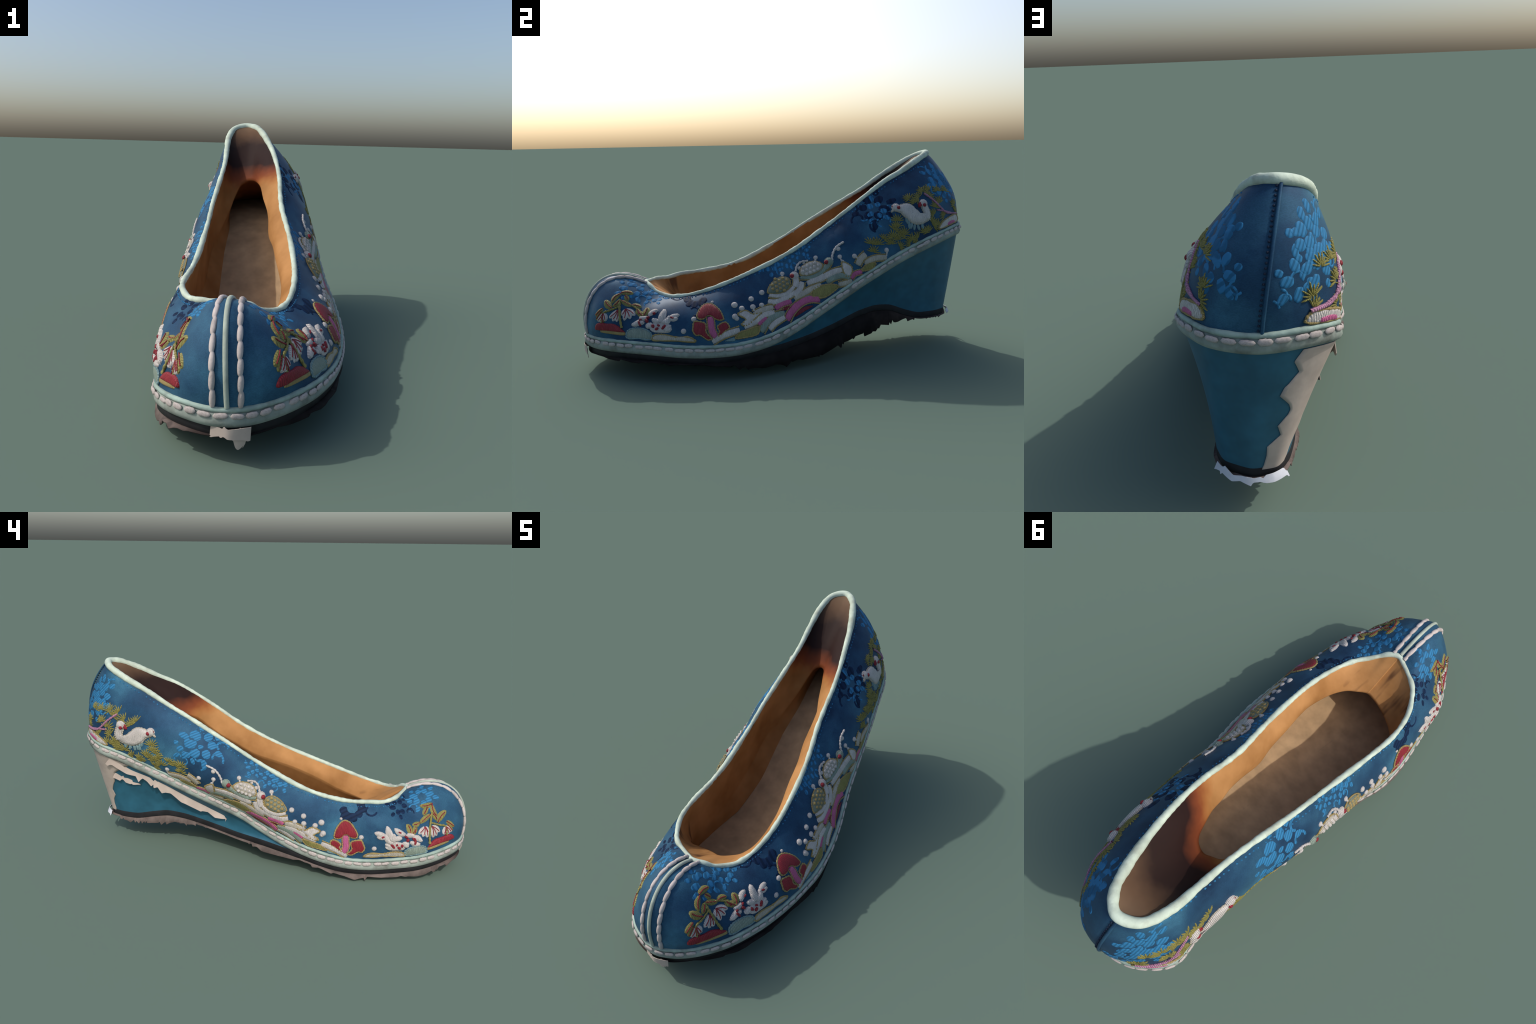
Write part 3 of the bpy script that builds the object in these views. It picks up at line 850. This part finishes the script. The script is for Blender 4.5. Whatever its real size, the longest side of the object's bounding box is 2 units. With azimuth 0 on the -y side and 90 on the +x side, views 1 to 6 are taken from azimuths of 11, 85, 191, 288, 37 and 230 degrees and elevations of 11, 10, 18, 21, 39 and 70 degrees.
    bead('bird_head', (14.58, 0.575), .024, T_white, body)
    for a, t in [((14.63, 0.615), (14.42, 0.592)), ((15.82, 0.472), (15.53, 0.421))]:
        leaf('bird_crest', a, t, .026, T_red, None, .010, body)
    for e in ((14.63, 0.548), (15.79, 0.415)):
        q, nr = on_skin(S(e)); V, F = geo_bead(S(e), .010, .8)
        b = Builder(); b.add([np.array(v) + nr * .015 for v in V], F); b.done('bird_eye', T_red, body)
    leaf('bird_beak', (14.47, 0.569), (14.29, 0.552), .014, T_ivory, None, .008, body)
    for a, t in [((14.82, 0.334), (14.68, 0.217)), ((15.02, 0.254), (14.85, 0.174)), ((15.13, 0.237), (15.10, 0.137)), ((15.37, 0.224), (15.29, 0.134)), ((14.92, 0.288), (14.74, 0.211)), ((14.74, 0.385), (14.71, 0.284))]:
        leaf('tail_feather', a, t, .020, T_teal, None, .005, body)
    # pine branches with needle tufts
    br = cord('pine_branch', [(16.13, 0.559), (16.42, 0.411), (16.62, 0.288), (16.84, 0.201), (17.65, 0.140)], .0055, T_plum)
    cord('pine_twig', [(16.36, 0.281), (16.83, 0.217), (17.26, 0.161)], .0045, T_plum, br)
    for c in [(15.35, 0.609), (15.81, 0.559), (15.50, 0.528), (16.15, 0.609), (16.49, 0.585), (16.94, 0.522), (17.35, 0.482), (16.73, 0.375), (16.39, 0.344), (16.15, 0.268), (17.62, 0.274), (17.57, 0.194), (16.70, 0.194),
              (14.38, 0.431), (14.24, 0.368), (14.09, 0.334), (14.40, 0.231), (14.25, 0.204), (14.03, 0.207), (13.90, 0.268), (14.00, 0.104), (13.70, 0.197), (13.48, 0.314), (13.15, 0.304), (12.90, 0.358), (12.83, 0.241), (14.63, 0.097), (14.92, 0.087), (15.34, 0.110),
              (15.57, 0.104), (15.91, 0.130), (16.15, 0.120), (15.89, 0.191), (14.53, 0.080), (16.34, 0.528)]:
        b = Builder(); P0 = S(c); nr = on_skin(P0)[1]
        e1 = np.cross([0, 0, 1.], nr); e1 /= np.linalg.norm(e1); e2 = np.cross(nr, e1)
        turn = r.uniform(-1.2, 1.2)
        for a in np.linspace(-1.4, 1.4, 8):
            th = math.pi / 2 + turn + a; L = .042 * r.uniform(.8, 1.15)
            o = P0 - e2 * .012
            b.add(*geo_leaf(o, o + L * (math.cos(th) * e1 + math.sin(th) * e2), .0075, .0042, 0, 6))
        b.done('pine_tuft', T_pine, br, True)
    bank = patch('heel_bank', [(16.13, 0.054), (16.41, 0.107), (16.96, 0.130), (17.62, 0.127), (17.77, 0.067), (16.79, 0.040)], T_white, .006, edge=T_gold)
    ribbon('heel_bank_core', [(16.71, 0.054), (16.97, 0.064), (17.35, 0.060)], .022, T_pink, .008, bank, None)

# woven damask flowers in the satin ground (barely proud of the skin)
def damask_mat(name, c, stripes):
    m, nt, b = material(name, c, .6, 0, .08)
    w = nt.nodes.new('ShaderNodeTexWave'); w.bands_direction = 'DIAGONAL'
    w.inputs['Scale'].default_value = stripes; w.inputs['Distortion'].default_value = 1.5
    nt.links.new(coords(nt), w.inputs['Vector'])
    nt.links.new(ramp(nt, w.outputs['Fac'], [(.25, tuple(x * .62 for x in c)), (.55, c)]), b.inputs['Base Color'])
    return m
D_light = damask_mat('damask_light', (.032, .165, .330), 30)
D_dark = damask_mat('damask_dark', (.007, .020, .055), 20)

def damask_flower(sd, c, size, mat, petals=7, seed=0, spread=2*math.pi, start=0.0, inner=True):
    r = np.random.default_rng(seed)
    P0 = sd.p(c); nr = on_skin(P0)[1]
    e1 = np.cross([0, 0, 1.], nr); e1 /= np.linalg.norm(e1); e2 = np.cross(nr, e1)
    if sd.sign < 0:
        e1 = -e1
    b = Builder()
    for i in range(petals):
        th = start + spread * i / petals + r.uniform(-.15, .15)
        d = math.cos(th) * e1 + math.sin(th) * e2
        b.add(*geo_leaf(P0 + d * size * .30, P0 + d * size * r.uniform(.85, 1.1), size * .60, .0012, r.uniform(-.1, .1), 10, True))
        if inner:
            d2 = math.cos(th + .45) * e1 + math.sin(th + .45) * e2
            b.add(*geo_leaf(P0 + d2 * size * .85, P0 + d2 * size * r.uniform(1.3, 1.6), size * .44, .0011, r.uniform(-.2, .2), 9, True))
    for i in range(3):      # scrolling tendrils
        th0 = r.uniform(0, 6.28); c1 = P0 + size * 1.15 * (math.cos(th0) * e1 + math.sin(th0) * e2)
        tt = np.linspace(0, 4.2, 16); rad = size * np.linspace(.50, .16, 16)
        turn = r.choice([-1, 1])
        C = c1 + rad[:, None] * (np.cos(th0 + turn * tt)[:, None] * e1 + np.sin(th0 + turn * tt)[:, None] * e2)
        b.add(*geo_ribbon(C, size * .17, .0011, 5, True))
    b.add(*geo_bead(P0, size * .16, .12))
    b.done('damask_flower', mat, shoe)

for sgn in (1, -1):
    sd = Side(sgn)
    embroider(sd)
    lit = D_light
    damask_flower(sd, (13.77, 0.776) if sgn > 0 else (12.4, .80), .085, D_dark if sgn > 0 else lit, 6, 1)
    damask_flower(sd, (13.83, 0.716) if sgn > 0 else (12.9, .66), .060, lit, 5, 11)
    damask_flower(sd, (5.44, 0.906), .075, D_dark, 7, 2, 3.6, -3.4, False)
    damask_flower(sd, (17.31, 0.666), .070, lit, 6, 3)
    damask_flower(sd, (17.46, 0.458), .060, lit, 5, 4)
    damask_flower(sd, (10.03, 0.910), .038, lit, 5, 5)
    damask_flower(sd, (8.77, 0.970), .050, lit, 6, 6)
    damask_flower(sd, (1.94, 0.763), .060, lit, 7, 7)
    damask_flower(sd, (2.90, 0.873), .050, D_dark if sgn < 0 else lit, 6, 8)
    damask_flower(sd, (9.27, 0.903), .040, lit, 5, 9)
    damask_flower(sd, (17.6, .62), .070, lit, 5, 10)
    damask_flower(sd, (18.0, .38), .060, lit, 5, 12)

# ---- cords over the toe seam, heel seam, stitching under the rim
def seam_line(k0, k1, s0, s1, n):
    return upper_point(np.linspace(k0, k1, n) % NS, np.linspace(s0, s1, n))
def rope(name, C, r, seg, mat, amp):
    Q = np.asarray(C)
    L = np.r_[0, np.cumsum(np.linalg.norm(np.diff(Q, axis=0), axis=1))]
    ph = (L / seg) % 1
    rr = r * (1 - amp + amp * np.sin(np.pi * np.clip(ph, .02, .98)) ** .5)
    Nn = np.array([on_skin(p)[1] for p in Q])
    T = np.gradient(Q, axis=0); T /= np.linalg.norm(T, axis=1, keepdims=True)
    A = np.cross(T, Nn)
    th = np.linspace(0, 2*np.pi, 9, endpoint=False)
    sk = .3 * (ph - .5)
    V = (Q + Nn * r * .35 + A * (sk * r)[:, None])[:, None] + rr[:, None, None] * (np.cos(th)[None, :, None] * A[:, None] + .8 * np.sin(th)[None, :, None] * Nn[:, None])
    F = [tuple(f) for f in grid_faces(len(Q), 9, False)] + [(i*9 + 8, (i+1)*9 + 8, (i+1)*9, i*9) for i in range(len(Q) - 1)]
    return new_mesh(name, V.reshape(-1, 3), F, mat, True, shoe)
rope('toe_cord', seam_line(-.72, -.70, .02, .985, 150), .0098, .052, M_stitch, .45)
rope('toe_cord', seam_line(0, 0, .02, .985, 150), .0085, 2.0, M_toecord, .1)
rope('toe_cord', seam_line(.70, .70, .02, .985, 150), .0098, .047, M_stitch, .45)
C = seam_line(HK, HK + .1, .01, .985, 120)
b = Builder()
for i in range(2, 118, 4):
    b.add(*geo_leaf(C[i], C[i] + (C[i+1] - C[i]) * 2.2 + np.array([.004, 0, 0]), .010, .004, 0, 6))
M_navy = cloth('navy_thread', (.012, .022, .045), .2, .7, 120, .4)
b.done('heel_seam_stitching', M_navy, shoe, True)
rope('heel_seam', C + np.array([-.010, 0, 0]), .0055, 3.0, M_satin, .1)
b = Builder()
for i, k in enumerate(np.linspace(3.2, NS - 3.2, 190)):
    if abs(k - HK) < 1.5 or i % 7 == 0:
        continue
    q = upper_point(np.array([k, k + .075]), np.array([.925, .925]))
    b.add(*geo_leaf(q[0], q[1], .0075, .003, 0, 6))
b.done('rim_stitching', D_light, shoe, True)
